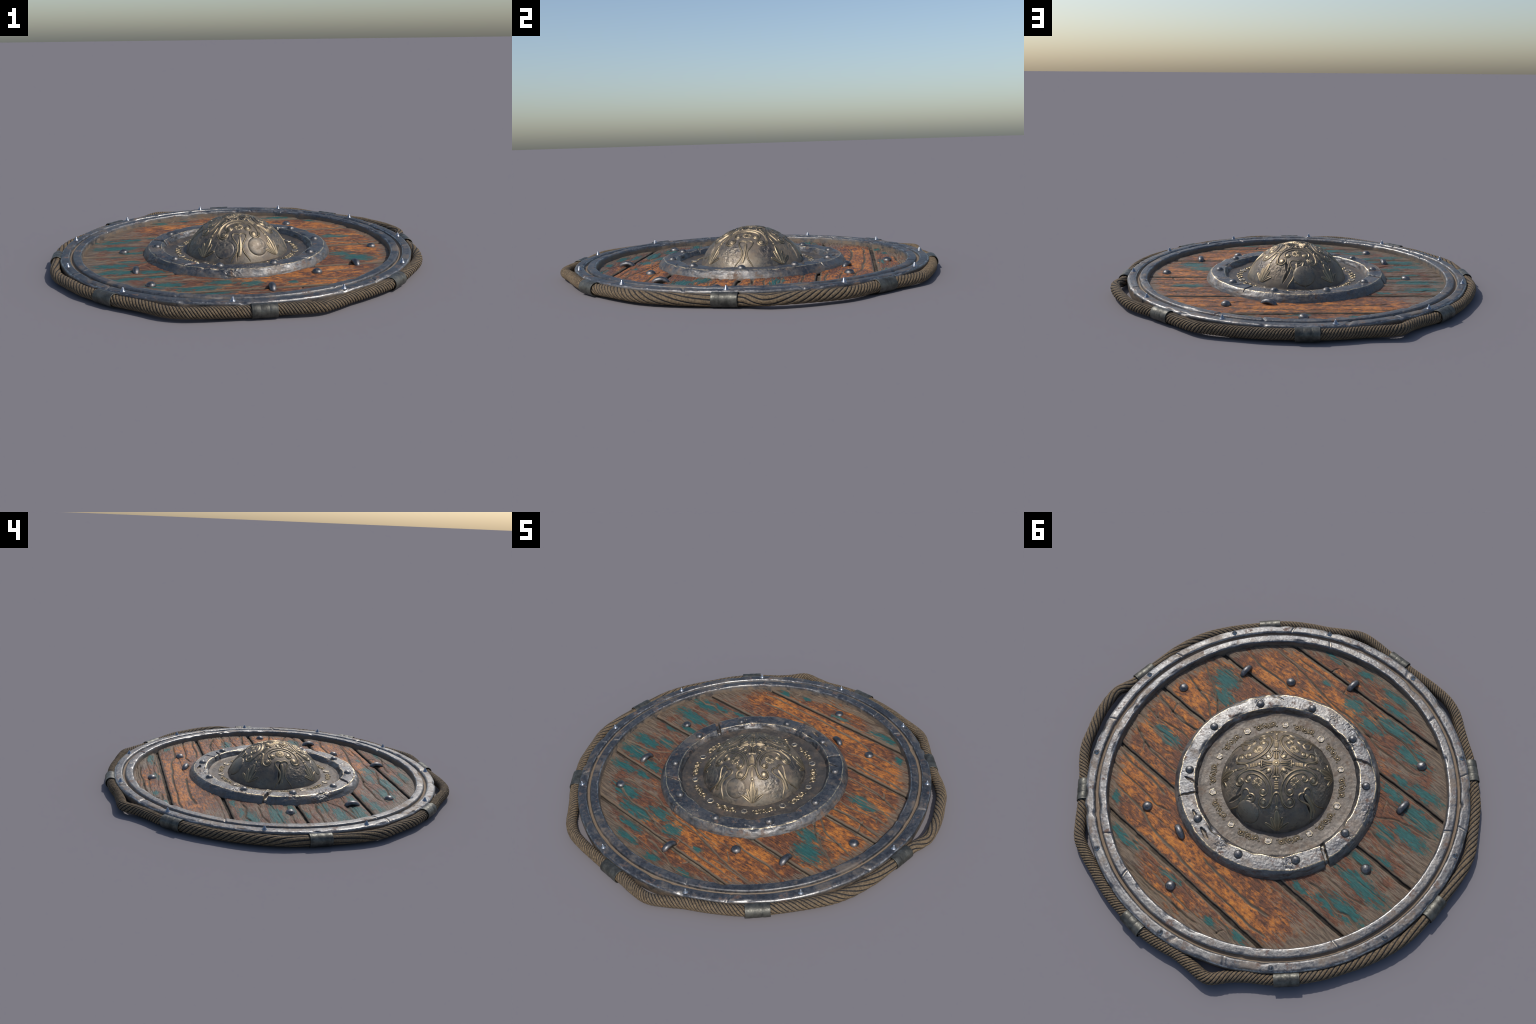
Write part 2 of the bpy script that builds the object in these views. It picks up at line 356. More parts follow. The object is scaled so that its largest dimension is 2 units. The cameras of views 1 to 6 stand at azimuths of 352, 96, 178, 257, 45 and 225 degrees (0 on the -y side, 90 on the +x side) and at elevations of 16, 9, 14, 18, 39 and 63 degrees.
def plank_height(x, y):
    h = TOP + 0.0014 * fbm(x * 3, y * 14, 3, 3) + 0.0016 * fbm(x * 9, y * 100, 5, 4) + 0.0009 * fbm(x * 60, y * 150, 9, 2)
    for i, (c, s) in enumerate(CRACKS):
        c = np.array(c); c = c[np.argsort(c[:, 0])]
        if y.mean() < c[:, 1].min() - 0.04 or y.mean() > c[:, 1].max() + 0.04: continue
        t = catmull(c, 80)
        t = t[np.argsort(t[:, 0])]
        yc = np.interp(x, t[:, 0], t[:, 1]) + 0.004 * fbm(x * 22, 0 * x + i * 3.7, 21, 3)
        sl = np.interp(x, t[:, 0], np.gradient(t[:, 1], t[:, 0] + np.arange(len(t)) * 1e-9))
        d = (y - yc) / np.sqrt(1 + sl * sl)
        on = sstep(t[0, 0] - 0.03, t[0, 0] + 0.03, x) * (1 - sstep(t[-1, 0] - 0.03, t[-1, 0] + 0.03, x))
        w = (0.0046 + 0.0026 * fbm(x * 9, 0 * x + i * 9.1, 31, 2)) * (0.55 + 0.45 * s)
        h = h - on * s * (0.0080 * np.exp(-(d / w) ** 2) + 0.0016 * np.exp(-(d / (w * 4)) ** 2))
    return h

# short splits across the grain (x0, y0, x1, y1)
SPLITS = [(0.715, -0.045, 0.665, 0.105), (0.085, -0.60, 0.10, -0.66), (-0.04, -0.66, 0.06, -0.64), (0.62, 0.33, 0.66, 0.27), (-0.33, 0.70, -0.30, 0.75), (0.20, -0.72, 0.24, -0.66),
          (0.60, -0.33, 0.50, -0.28), (0.30, -0.50, 0.38, -0.56), (-0.50, -0.20, -0.46, -0.28), (0.74, 0.10, 0.70, 0.16)]
def split_depth(x, y):
    out = 0 * x
    for i, (x0, y0, x1, y1) in enumerate(SPLITS):
        dx, dy = x1 - x0, y1 - y0; L = math.hypot(dx, dy); dx /= L; dy /= L
        t = (x - x0) * dx + (y - y0) * dy
        c = -(x - x0) * dy + (y - y0) * dx + 0.005 * fbm(t * 40, 0 * t + i, 57, 3)
        e = np.clip(np.minimum(t, L - t) / (L * 0.3), 0, 1)
        out = out + 0.0062 * e * np.exp(-(c / 0.0042) ** 2)
    return out
RB = 0.834
for j in range(6):
    y0, y1 = JOINTS[j], JOINTS[j + 1]
    gap = 0.0075
    ya = y0 + (gap if j > 0 else 0.010); yb = y1 - (gap if j < 5 else 0.010)
    ny = int((yb - ya) / 0.0024); nx = 440
    yy = np.linspace(ya, yb, ny)
    rows = [(ya, 0.006, 1), (ya, 0.020, 1)] + [(v, None, 0) for v in yy] + [(yb, 0.020, 1), (yb, 0.006, 1)]
    t = np.linspace(-1, 1, nx)
    V = []
    for (v, zf, side) in rows:
        vv = min(max(v, -RB + 1e-4), RB - 1e-4)
        xm = math.sqrt(RB * RB - vv * vv)
        x = t * xm
        # ragged plank edges
        e = 0.0035 * fbm(x * 16, 0 * x + y0 * 10, 41, 3)
        e2 = 0.0035 * fbm(x * 16, 0 * x + y1 * 10, 43, 3)
        f = (v - ya) / (yb - ya)
        yv = v + (e * (1 - f) ** 8 + e2 * f ** 8)
        if zf is None:
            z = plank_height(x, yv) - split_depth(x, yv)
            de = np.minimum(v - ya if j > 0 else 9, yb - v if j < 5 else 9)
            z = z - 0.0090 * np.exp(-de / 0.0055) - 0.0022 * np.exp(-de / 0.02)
        else:
            z = np.full_like(x, zf)
        V.append(np.stack([x + CX, yv + CY, z], -1))
    V = np.concatenate(V)
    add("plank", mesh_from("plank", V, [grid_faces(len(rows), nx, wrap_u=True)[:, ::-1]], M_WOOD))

# backing board under the joints, seen only as darkness between the planks
g = G("dusty_backing")
M_BACK = g.set(base_color=g.mix(g.range(g.noise(16, 6, 0.7), 0.42, 0.60), (0.075, 0.056, 0.039), (0.160, 0.120, 0.082)), roughness=0.9)
add("backing_board", revolve("backing_board", [(0.0001, 0.0180), (0.83, 0.0180), (0.83, 0.003), (0.0001, 0.003)], 128, M_BACK), loc=(CX, CY, 0))

# ------------------------------------------------------------------ iron rim
def polar_mesh(name, prof, seg, mat, warp, closed=True, edges=(), edge_mat=None):
    prof = np.asarray(prof, float); n = len(prof)
    a = np.arange(seg) * TAU / seg
    A = np.repeat(a[:, None], n, 1); R = np.repeat(prof[None, :, 0], seg, 0); Z = np.repeat(prof[None, :, 1], seg, 0)
    R, Z = warp(A, R, Z)
    V = np.stack([CX + R * np.cos(A), CY + R * np.sin(A), Z], -1).reshape(-1, 3)
    f = grid_faces(seg, n, wrap_u=True, wrap_v=closed)
    me = mesh_from(name, V, [f], mat)
    if edge_mat:                                     # rubbed metal along the named profile corners
        me.materials.append(edge_mat)
        corner = [int(np.argmin(np.hypot(prof[:, 0] - r, prof[:, 1] - z))) for r, z in edges]
        mark = np.zeros(n, np.int32)
        for c in corner: mark[c] = 1; mark[c - 1] = 1
        me.polygons.foreach_set("material_index", np.tile(mark, seg))
    return me

RIM = densify([(0.822, 0.004), (0.825, 0.030), (0.827, 0.052), (0.8290, 0.0605), (0.8335, 0.0655), (0.843, 0.0666), (0.866, 0.0662), (0.8705, 0.0640),
               (0.8735, 0.0570), (0.8755, 0.0500), (0.8855, 0.0500), (0.8885, 0.0570), (0.8915, 0.0640), (0.897, 0.0665), (0.924, 0.0660),
               (0.9325, 0.0635), (0.9375, 0.0575), (0.938, 0.0500), (0.934, 0.0120), (0.928, 0.0060), (0.87, 0.0045), (0.824, 0.0040)], 0.0035)[:-1]
rng = np.random.default_rng(11)
RIM_CHIPS = [(rng.uniform(0, TAU), rng.choice([0.834, 0.834, 0.870, 0.8915, 0.934, 0.934]), rng.uniform(0.012, 0.035), rng.uniform(0.003, 0.008)) for _ in range(46)]
RIM_CUTS = [(math.radians(a), r0, r1, w, s) for a, r0, r1, w, s in    # hacked notches across the bands
            [(77, .83, .872, .007, .5), (102, .89, .94, .012, -.7), (-157, .832, .872, .006, .3), (-137, .89, .94, .006, .4), (205, .89, .94, .006, -.3),
             (-67, .83, .87, .007, .4), (-53, .89, .94, .006, -.4), (-12, .892, .94, .007, .5), (-115, .83, .872, .010, .3), (20, .892, .94, .006, .2), (62, .83, .87, .006, -.4), (118, .892, .94, .010, .2),
             (-96, .892, .94, .012, .5), (150, .83, .872, .006, .4)]]
def rim_warp(A, R, Z):
    per = 48
    k = A / TAU * per
    top = sstep(0.028, 0.058, Z)
    inner = np.exp(-((R - 0.834) / 0.010) ** 2); outer = np.exp(-((R - 0.936) / 0.010) ** 2)
    Z = Z + 0.0025 * sstep(0.03, 0.06, Z)
    r = R + 0.0032 * inner * top * fbm(k, 0 * k + .3, 3, 3, per) + 0.0022 * outer * fbm(k, 0 * k + 4.3, 5, 3, per)
    gr = np.exp(-((R - 0.880) / 0.012) ** 2)
    r = r + 0.0015 * gr * fbm(k * 1.0, 0 * k + 8.1, 6, 3, per)
    z = Z + top * (0.0010 * fbm(k * 2, R * 30, 7, 3, per * 2) + 0.0007 * fbm(k * 14, R * 160, 8, 3, per * 14))
    for a, rr, w, d in RIM_CHIPS:
        g = np.exp(-(angdiff(A, a) * rr / w) ** 2) * np.exp(-((R - rr) / 0.009) ** 2) * top
        z = z - d * g
        r = r + d * 0.6 * g * (1 if rr < 0.85 or 0.888 < rr < 0.9 else -1)
    for a, r0, r1, w, s in RIM_CUTS:
        d = angdiff(A, a) * 0.88 - s * (R - (r0 + r1) / 2)
        g = np.exp(-(np.abs(d) / w) ** 3) * sstep(r0 - 0.008, r0 + 0.004, R) * (1 - sstep(r1 - 0.004, r1 + 0.008, R)) * top
        z = z - 0.0045 * g
    return r, z
rim = add("rim", polar_mesh("rim", RIM, 1800, M_RIM, rim_warp, edges=[(0.8335, 0.0655), (0.8915, 0.0640), (0.9325, 0.0635)], edge_mat=M_RUB_RIM))

spike_me = revolve("rim_spike", [(0.0001, -0.004), (0.0145, -0.004), (0.0142, 0.0010), (0.0118, 0.0030), (0.0092, 0.0070), (0.0062, 0.0130), (0.0038, 0.0180), (0.0020, 0.0204), (0.0001, 0.0210)], 10, M_SPIKE)
for k in range(11):
    a = k * TAU / 11
    add("rim_spike", spike_me, rim, (CX + 0.9155 * math.cos(a), CY + 0.9155 * math.sin(a), 0.0680), (0, 0, k * 1.3))

# ------------------------------------------------------------------ studs and staples on the boards
def stud_mesh(name, r, h, mat, seg=28):
    t = np.linspace(0, math.pi / 2, 9)
    prof = [(r * 1.0, -0.006)] + [(r * math.cos(x) ** 0.9 if x < 1.57 else 0.0001, h * math.sin(x)) for x in t]
    prof[-1] = (0.0001, h)
    me = revolve(name, prof, seg, mat)
    co = np.empty(len(me.vertices) * 3, np.float32); me.vertices.foreach_get("co", co); co = co.reshape(-1, 3)
    co[:, 2] += 0.0012 * fbm(co[:, 0] * 120, co[:, 1] * 120, 3, 2) * (co[:, 2] > 0)
    me.vertices.foreach_set("co", co.ravel())
    return me
stud = stud_mesh("plank_rivet", 0.0255, 0.0205, M_STUD)
for i, (x, y) in enumerate([(0.730, -0.072), (0.332, -0.475), (-0.483, -0.538), (-0.620, 0.061), (-0.006, 0.725), (0.368, 0.523)]):
    add("plank_rivet", stud, ROOT, (x, y, TOP - 0.002), (0, 0, i * 0.9), (1, 1, 1 + 0.08 * math.sin(i * 3)))
def staple_mesh():
    nu, nv = 28, 16; R, r = 0.0305, 0.0165
    u = np.linspace(-0.35, math.pi + 0.35, nu); v = np.arange(nv) * TAU / nv
    U, Vv = np.meshgrid(u, v, indexing="ij")
    rr = r * (0.82 + 0.18 * np.sin(np.clip(U, 0, math.pi)))
    x = rr * np.sin(Vv) * 1.05; y = (R + rr * np.cos(Vv)) * np.cos(U); z = (R * 0.58 + rr * np.cos(Vv) * 0.9) * np.sin(U) - 0.003
    return mesh_from("staple", np.stack([x, y, z], -1).reshape(-1, 3), [grid_faces(nu, nv, wrap_v=True)[:, ::-1]], M_STUD)
st = staple_mesh()
for x, y, a in [(0.557, -0.369, 4), (0.073, -0.674, -2), (-0.553, -0.299, 0), (0.155, 0.511, -112)]:
    add("staple", st, ROOT, (x, y, TOP - 0.004), (0, 0, math.radians(a)))

# ------------------------------------------------------------------ ring around the boss
RING = densify([(0.384, 0.030), (0.388, 0.046), (0.4000, 0.0705), (0.4050, 0.0752), (0.440, 0.0756), (0.4745, 0.0748), (0.4815, 0.0690),
                (0.497, 0.0490), (0.5055, 0.0340), (0.506, 0.0260), (0.40, 0.0260), (0.385, 0.0285)], 0.0026)[:-1]
rng = np.random.default_rng(5)
RING_CHIPS = [(rng.uniform(0, TAU), rng.choice([0.404, 0.404, 0.478, 0.478]), rng.uniform(0.015, 0.045), rng.uniform(0.004, 0.009)) for _ in range(20)]
#  angle0, r0, angle1, r1, half width, depth : hacked cuts
RING_CUTS = [(41.0, .450, 47.5, .384, .0065, .012), (53.3, .490, 53.0, .384, .0055, .012), (64.9, .435, 74.0, .440, .0065, .010), (78.0, .443, 87.0, .456, .0085, .014),
             (164.6, .384, 160.0, .512, .0105, .026), (-122.3, .392, -130.5, .474, .0100, .013), (-52, .450, -47, .47, .005, .004)]
ROUGH = [(-160, .49, .05), (-100, .485, .04), (140, .44, .04), (95, .44, .035), (-112, .40, .03), (-88, .44, .03), (-35, .45, .03), (180, .46, .03)]
def ring_warp(A, R, Z):
    per = 30; k = A / TAU * per
    top = sstep(0.045, 0.070, Z); wall = sstep(0.030, 0.045, Z)
    Z = Z + 0.0012 * sstep(0.03, 0.06, Z); R = R + 0.002 * np.exp(-((R - 0.485) / 0.02) ** 2)
    inner = np.exp(-((R - 0.405) / 0.012) ** 2); outer = np.exp(-((R - 0.479) / 0.014) ** 2)
    r = R + top * (0.0085 * inner * fbm(k, 0 * k + 1.3, 13, 3, per) + 0.0065 * outer * fbm(k, 0 * k + 5.3, 15, 3, per)) + 0.003 * wall * fbm(k * 2, Z * 60, 19, 3, per * 2)
    z = Z + top * (0.0010 * fbm(k * 2, R * 24, 17, 3, per * 2) + 0.0008 * fbm(k * 12, R * 150, 18, 3, per * 12))
    for a, rr, w, d in RING_CHIPS:
        g = np.exp(-(angdiff(A, a) * rr / w) ** 2) * np.exp(-((R - rr) / 0.010) ** 2) * top
        z = z - d * g; r = r + d * 0.7 * g * (1 if rr < 0.43 else -1)
    x = R * np.cos(A); y = R * np.sin(A)
    for a, rr, s in ROUGH:
        g = np.exp(-((x - rr * math.cos(math.radians(a))) ** 2 + (y - rr * math.sin(math.radians(a))) ** 2) / s ** 2) * wall
        z = z + g * 0.005 * fbm(x * 110, y * 110 + Z * 120, 33, 3)
        r = r + g * 0.005 * fbm(x * 90 + Z * 150, y * 90, 37, 3)
    for a0, r0, a1, r1, w, dep in RING_CUTS:
        p = np.array([r0 * math.cos(math.radians(a0)), r0 * math.sin(math.radians(a0))]); q = np.array([r1 * math.cos(math.radians(a1)), r1 * math.sin(math.radians(a1))])
        d = q - p; L = np.hypot(*d); d /= L
        s = (x - p[0]) * d[0] + (y - p[1]) * d[1]; c = -(x - p[0]) * d[1] + (y - p[1]) * d[0] + 0.002 * fbm(s * 60, 0 * s, 51, 2)
        ends = np.clip(np.minimum(s, L - s) / (L * 0.35), 0, 1) if dep < 0.02 else np.clip(np.minimum(s + .02, L + .02 - s) / .03, 0, 1)
        ww = w * np.sqrt(np.maximum(ends, 1e-3))
        g = np.clip(1.25 - np.abs(c) / ww, 0, 1) * (ends > 0) * wall
        z = np.where(g > 0, np.maximum(z - dep * sstep(0, 0.8, g), 0.032), z)
    return r, z
ring = add("boss_ring", polar_mesh("boss_ring", RING, 2000, M_RING, ring_warp, edges=[(0.4050, 0.0752), (0.4745, 0.0748)], edge_mat=M_RUB))
rr_me = stud_mesh("ring_rivet", 0.0215, 0.0180, M_STUD)
for k in range(10):
    a = k * TAU / 10
    add("ring_rivet", rr_me, ring, (CX + 0.4325 * math.cos(a), CY + 0.4325 * math.sin(a), 0.0740), (0, 0, k * 0.7))

# ------------------------------------------------------------------ plate under the boss with bolts and scrolls
PL = densify([(0.235, 0.0405), (0.280, 0.0415), (0.330, 0.0425), (0.372, 0.0435), (0.392, 0.0475), (0.398, 0.040), (0.398, 0.034), (0.235, 0.034)], 0.0035)[:-1]
def plate_warp(A, R, Z):
    per = 24; k = A / TAU * per
    top = sstep(0.037, 0.040, Z)
    z = Z + top * (0.0012 * fbm(k, R * 20, 61, 3, per) + 0.0008 * fbm(k * 8, R * 90, 63, 3, per * 8))
    return R, z
plate = add("boss_plate", polar_mesh("boss_plate", PL, 1000, M_PLATE, plate_warp))
def hex_bolt(name):
    V = []; F = []
    rings = [(0.0195, -0.004), (0.0195, 0.0028), (0.0172, 0.0046), (0.0145, 0.0044), (0.0125, 0.0030), (0.0001, 0.0034)]
    n = 24
    for r, z in rings:
        for i in range(n):
            a = i * TAU / n; s = (a % (TAU / 6)) - TAU / 12
            rad = r * math.cos(TAU / 12) / math.cos(s)
            V.append((rad * math.cos(a), rad * math.sin(a), z + 0.0006 * math.sin(a * 2 + r * 400)))
    V = np.array(V).reshape(len(rings), n, 3).transpose(1, 0, 2).reshape(-1, 3)
    return mesh_from(name, V, [grid_faces(n, len(rings), wrap_u=True)], M_HEX, smooth=False)
hexm = hex_bolt("hex_bolt")
for k in range(10):
    a = math.radians(18 + 36 * k - 1)
    s = 1.0 if k % 2 else 0.9
    add("hex_bolt", hexm, plate, (CX + 0.3195 * math.cos(a), CY + 0.3195 * math.sin(a), 0.0425), (0, 0, a + 0.2 * (k % 3)), (s, s, 1))

# ---- relief ornament builder: pieces are described in flat (u, v, height) space, then wrapped on the boss or plate
class Relief:
    def __init__(self): self.V = []; self.F = []; self.n = 0
    def _grid(self, P, nu, nv, wrap_v=False):
        self.V.append(P.reshape(-1, 3)); self.F.append(grid_faces(nu, nv, wrap_v=wrap_v, off=self.n)); self.n += nu * nv
    def ridge(self, pts, w, h, n=None, taper=0.5, sec=11):
        pts = np.asarray(pts, float)
        L = np.linalg.norm(np.diff(pts, axis=0), axis=1).sum()
        n = n or max(8, int(L / 2.2))
        p = catmull(pts, n)
        t = np.gradient(p, axis=0); t /= np.linalg.norm(t, axis=1)[:, None] + 1e-9
        nn = np.stack([-t[:, 1], t[:, 0]], 1)
        s = np.linspace(0, 1, n); k = 1 - taper * (np.abs(2 * s - 1) ** 6)
        x = np.linspace(-1, 1, sec)
        w = w * 1.65
        hh = h * 1.05 * (np.exp(-(x / 0.42) ** 2) * 0.85 + 0.15 * np.maximum(0, 1 - x * x)); hh[[0, -1]] = -1.0
        P = np.zeros((n, sec, 3))
        P[:, :, :2] = p[:, None, :] + nn[:, None, :] * (x[None, :, None] * (w * k)[:, None, None])
        P[:, :, 2] = hh[None, :] * np.where(hh[None, :] > 0, k[:, None], 1)
        P[0, :, 2] = -1.6; P[-1, :, 2] = -1.6
        self._grid(P, n, sec)
    def bead(self, c, r, h, seg=20, rings=7, ex=1.0):
        a = np.arange(seg) * TAU / seg; t = np.linspace(0, math.pi / 2, rings)
        rr = np.r_[r * 1.02, r * np.cos(t)]; zz = np.r_[-1.6, h * np.sin(t)]; rr[-1] = 1e-3
        P = np.zeros((rings + 1, seg, 3))
        P[:, :, 0] = c[0] + rr[:, None] * np.cos(a) * ex; P[:, :, 1] = c[1] + rr[:, None] * np.sin(a); P[:, :, 2] = zz[:, None]
        self._grid(P[::-1], rings + 1, seg, True)
    def flower(self, c, r, h, petals, seg=108, rings=14, heart=0.16):
        a = np.arange(seg) * TAU / seg; q = np.linspace(0, 1, rings)
        Q, A = np.meshgrid(q, a, indexing="ij")
        lobe = np.abs(np.cos(A * petals / 2))
        rad = r * Q * (1 - 0.14 * (1 - lobe) ** 2 * Q)
        H = h * (0.25 + 0.75 * lobe ** 0.7 * np.sin(np.clip(Q, 0, 1) * math.pi * 0.92 + 0.12) - 0.35 * np.exp(-(np.sin(A * petals / 2) ** -2 if False else (lobe - 1) ** 2 / 0.004)) * (Q > 0.25))
        H = np.where(Q < heart, h * (0.7 + 0.5 * np.sqrt(np.clip(1 - (Q / heart) ** 2, 0, 1))), H)
        H[-1] = -1.6
        P = np.stack([c[0] + rad * np.cos(A), c[1] + rad * np.sin(A), H], -1)
        self._grid(P, rings, seg, True)
    def leaf(self, pts, w, h, n=26, sec=13, valley=0.5):
        p = catmull(pts, n); t = np.gradient(p, axis=0); t /= np.linalg.norm(t, axis=1)[:, None] + 1e-9
        nn = np.stack([-t[:, 1], t[:, 0]], 1); s = np.linspace(0, 1, n)
        ww = w * (np.sin(math.pi * s ** 1.3) ** 0.6 * 0.90 + 0.14 * (1 - s))
        x = np.linspace(-1, 1, sec)
        hh = h * np.maximum(0, 1 - x ** 2) ** 0.35 * (1 - valley * np.exp(-(x / 0.38) ** 2)) ; hh[[0, -1]] = -1.6
        P = np.zeros((n, sec, 3)); P[:, :, :2] = p[:, None, :] + nn[:, None, :] * (x[None, :, None] * ww[:, None, None])
        k = 0.45 + 0.55 * np.sin(math.pi * np.clip(s, 0, 1)) ** 0.5
        P[:, :, 2] = np.where(hh[None, :] > 0, hh[None, :] * k[:, None], -1.6); P[-1, :, 2] = -1.6; P[0, :, 2] = -1.6
        self._grid(P, n, sec)
    def mesh(self, name, mapf, mat):
        P = np.concatenate(self.V) * 0.001
        return mesh_from(name, mapf(P), self.F, mat)

SR, SZ = 0.2970, -0.0668           # boss sphere
def wrap_pole(P):                  # azimuthal wrap around the boss top
    rho = np.hypot(P[:, 0], P[:, 1]); ph = np.arctan2(P[:, 1], P[:, 0]); th = rho / SR; R = SR + P[:, 2]
    return np.stack([R * np.sin(th) * np.cos(ph), R * np.sin(th) * np.sin(ph), R * np.cos(th) + SZ], -1)
def wrap_side(P):                  # u = arc from the top, v = true width
    th = P[:, 0] / SR; ph = P[:, 1] / (SR * np.sin(np.maximum(th, 0.05))); R = SR + P[:, 2]
    return np.stack([R * np.sin(th) * np.cos(ph), R * np.sin(th) * np.sin(ph), R * np.cos(th) + SZ], -1)
def wrap_plate(P):                 # u along the circle, v outward, radius .32
    r = 0.3200 + P[:, 1]; a = P[:, 0] / 0.3200
    return np.stack([r * np.cos(a), r * np.sin(a), 0.0430 + P[:, 2]], -1)

def mir(p): return [(a, -b) for a, b in p]
# plate scroll
def spiral(c, r0, r1, a0, turns, n=16):
    s = np.linspace(0, 1, n); r = r0 + (r1 - r0) * s; a = a0 + turns * TAU * s
    return [(c[0] + x * math.cos(y), c[1] + x * math.sin(y)) for x, y in zip(r, a)]
sc = Relief()
A1 = spiral((-39, 3), 15, 7.5, -1.1, 1.10, 20)[::-1]; A2 = spiral((39, -3), 15, 7.5, math.pi - 1.1, 1.10, 20)
sc.ridge(A1 + [(-20, -9), (-11, 5), (0, 13)], 2.5, 3.0)
sc.ridge([(0, -13), (11, -5), (20, 9)] + A2, 2.5, 3.0)
sc.ridge(spiral((0, 0), 13, 8, 1.3, 0.62), 2.3, 2.8); sc.ridge(spiral((0, 0), 13, 8, 1.3 + math.pi, 0.45), 2.3, 2.8)
for c in ((-39, 3), (0, 0), (39, -3)): sc.bead(c, 5.2, 4.5)
for q in (1, -1):
    sc.ridge([(-20 * q, -9 * q), (-15 * q, -14 * q), (-8 * q, -17 * q)], 2.2, 2.5); sc.ridge([(-22 * q, 2 * q), (-22 * q, 9 * q), (-17 * q, 14 * q)], 2.0, 2.3)
    sc.ridge([(-50 * q, -8 * q), (-57 * q, -10 * q), (-61 * q, -4 * q)], 2.2, 2.4)
scroll = sc.mesh("plate_scroll", wrap_plate, M_BRASS_PLATE)
for k in range(10):
    add("plate_scroll", scroll, plate, (CX, CY, 0), (0, 0, math.radians(36 * k - 1)))

# ------------------------------------------------------------------ the domed boss
LUMPS = [  # rho, phi(deg), radius, height of the round medallions
    (0.272, -69, 0.052, 0.0060), (0.280, 97, 0.060, 0.0080), (0.285, -112, 0.050, 0.002)]
GASHES = [  # rho0, phi0, rho1, phi1, width, depth
    (0.190, 176, 0.340, 172, 0.0100, 0.010), (0.198, -90, 0.345, -97, 0.0050, 0.010), (0.222, 79, 0.330, 71, 0.0075, 0.011),
    (0.196, 69, 0.265, 75, 0.0075, 0.008), (0.200, 95, 0.215, 85, 0.0060, 0.006)]
PATCH = [(0.275, -20, 0.055), (0.285, -58, 0.035), (0.25, 60, 0.06), (0.23, 140, 0.07), (0.26, -158, 0.07), (0.22, 108, 0.04), (0.25, 25, 0.04), (0.235, -118, 0.04)]
nseg = 1100; nr = 250
th = np.r_[np.linspace(0.004, 1.201, nr), ]
A = np.arange(nseg) * TAU / nseg
TH, AA = np.meshgrid(th, A, indexing="ij")
Dx, Dy, Dz = np.sin(TH) * np.cos(AA), np.sin(TH) * np.sin(AA), np.cos(TH)
disp = 0.0011 * fbm(AA / TAU * 12, TH * 4, 71, 3, 12)
def sdir(rho, phi):
    t = rho / SR; p = math.radians(phi); return np.array([math.sin(t) * math.cos(p), math.sin(t) * math.sin(p), math.cos(t)])
def sdist(v): return SR * np.arccos(np.clip(Dx * v[0] + Dy * v[1] + Dz * v[2], -1, 1))
for rho, ph, s in PATCH:
    g = np.exp(-(sdist(sdir(rho, ph)) / s) ** 4)
    disp += g * 0.0026 * fbm(AA * 20, TH * 24, 77, 4)
for rho, ph, s, d in LUMPS:
    q = sdist(sdir(rho, ph)) / s
    disp += d * np.sqrt(np.clip(1 - q ** 2, 0, 1)) - 0.0016 * np.exp(-((q - 1.02) / 0.05) ** 2)
for r0, p0, r1, p1, w, d in GASHES:
    a = sdir(r0, p0); b = sdir(r1, p1)
    ab = b - a; L2 = ab @ ab
    s = ((Dx - a[0]) * ab[0] + (Dy - a[1]) * ab[1] + (Dz - a[2]) * ab[2]) / L2
    c = np.cross(a, b); c /= np.linalg.norm(c)
    off = SR * (Dx * c[0] + Dy * c[1] + Dz * c[2]) + 0.003 * fbm(s * 5, 0 * s, 83, 2)
    e = np.clip(np.minimum(s, 1 - s) / 0.35, 0, 1)
    ww = w * np.sqrt(e + 1e-4)
    u = np.abs(off) / ww
    disp += np.where(e > 0, -d * np.sqrt(e) * np.clip(1.2 - u, 0, 1) ** 1.0 + 0.0012 * e * np.exp(-((u - 1.5) / 0.35) ** 2), 0)
R = SR + disp
V = np.stack([CX + R * Dx, CY + R * Dy, SZ + R * Dz], -1)
rim0 = V[-1]
extra = []
for kr, z in ((0.992, 0.0412), (0.965, 0.0400), (0.94, 0.034)):
    e = rim0.copy(); e[:, 0] = CX + (e[:, 0] - CX) * kr; e[:, 1] = CY + (e[:, 1] - CY) * kr; e[:, 2] = z; extra.append(e[None])
V = np.concatenate([V] + extra, 0)
boss = add("boss", mesh_from("boss", np.r_[V.reshape(-1, 3)], [grid_faces(nr + 3, nseg, wrap_v=True)], M_DOME))

ORN = math.radians(-2.5)
def four(name, me, extra=0.0, parent=None):
    for k in range(4):
        add(name, me, parent or boss, (CX, CY, 0), (0, 0, ORN + k * TAU / 4 + extra))
# C-shaped volutes
cs = Relief()
out = [(80, 0), (84, 30), (98, 64), (122, 91), (150, 107), (178, 112), (198, 102), (203, 84), (194, 68), (178, 62), (164, 66)]
inn = [(99, 0), (102, 24), (112, 50), (127, 66), (145, 69), (158, 61), (160, 46), (150, 35), (138, 34)]
cs.ridge(mir(out)[:0:-1] + out, 4.8, 4.4); cs.ridge(mir(inn)[:0:-1] + inn, 4.0, 3.8)
four("volute", cs.mesh("volute", wrap_pole, M_BRASS))
fl = Relief(); fl.flower((133, 0), 29, 3.0, 9); fl_me = fl.mesh("flower", wrap_pole, M_BRASS); four("flower", fl_me)
bd = Relief(); bd.bead((143, 50), 13.0, 4.2); b1 = bd.mesh("bead", wrap_pole, M_BRASS)
bd = Relief(); bd.bead((143, -50), 13.0, 4.2); b2 = bd.mesh("bead", wrap_pole, M_BRASS)
bd = Relief(); bd.bead((178, 85), 17, 4.6); b3 = bd.mesh("bead", wrap_pole, M_BRASS)
bd = Relief(); bd.bead((178, -85), 17, 4.6); b4 = bd.mesh("bead", wrap_pole, M_BRASS)
for b in (b1, b2, b3, b4): four("bead", b)
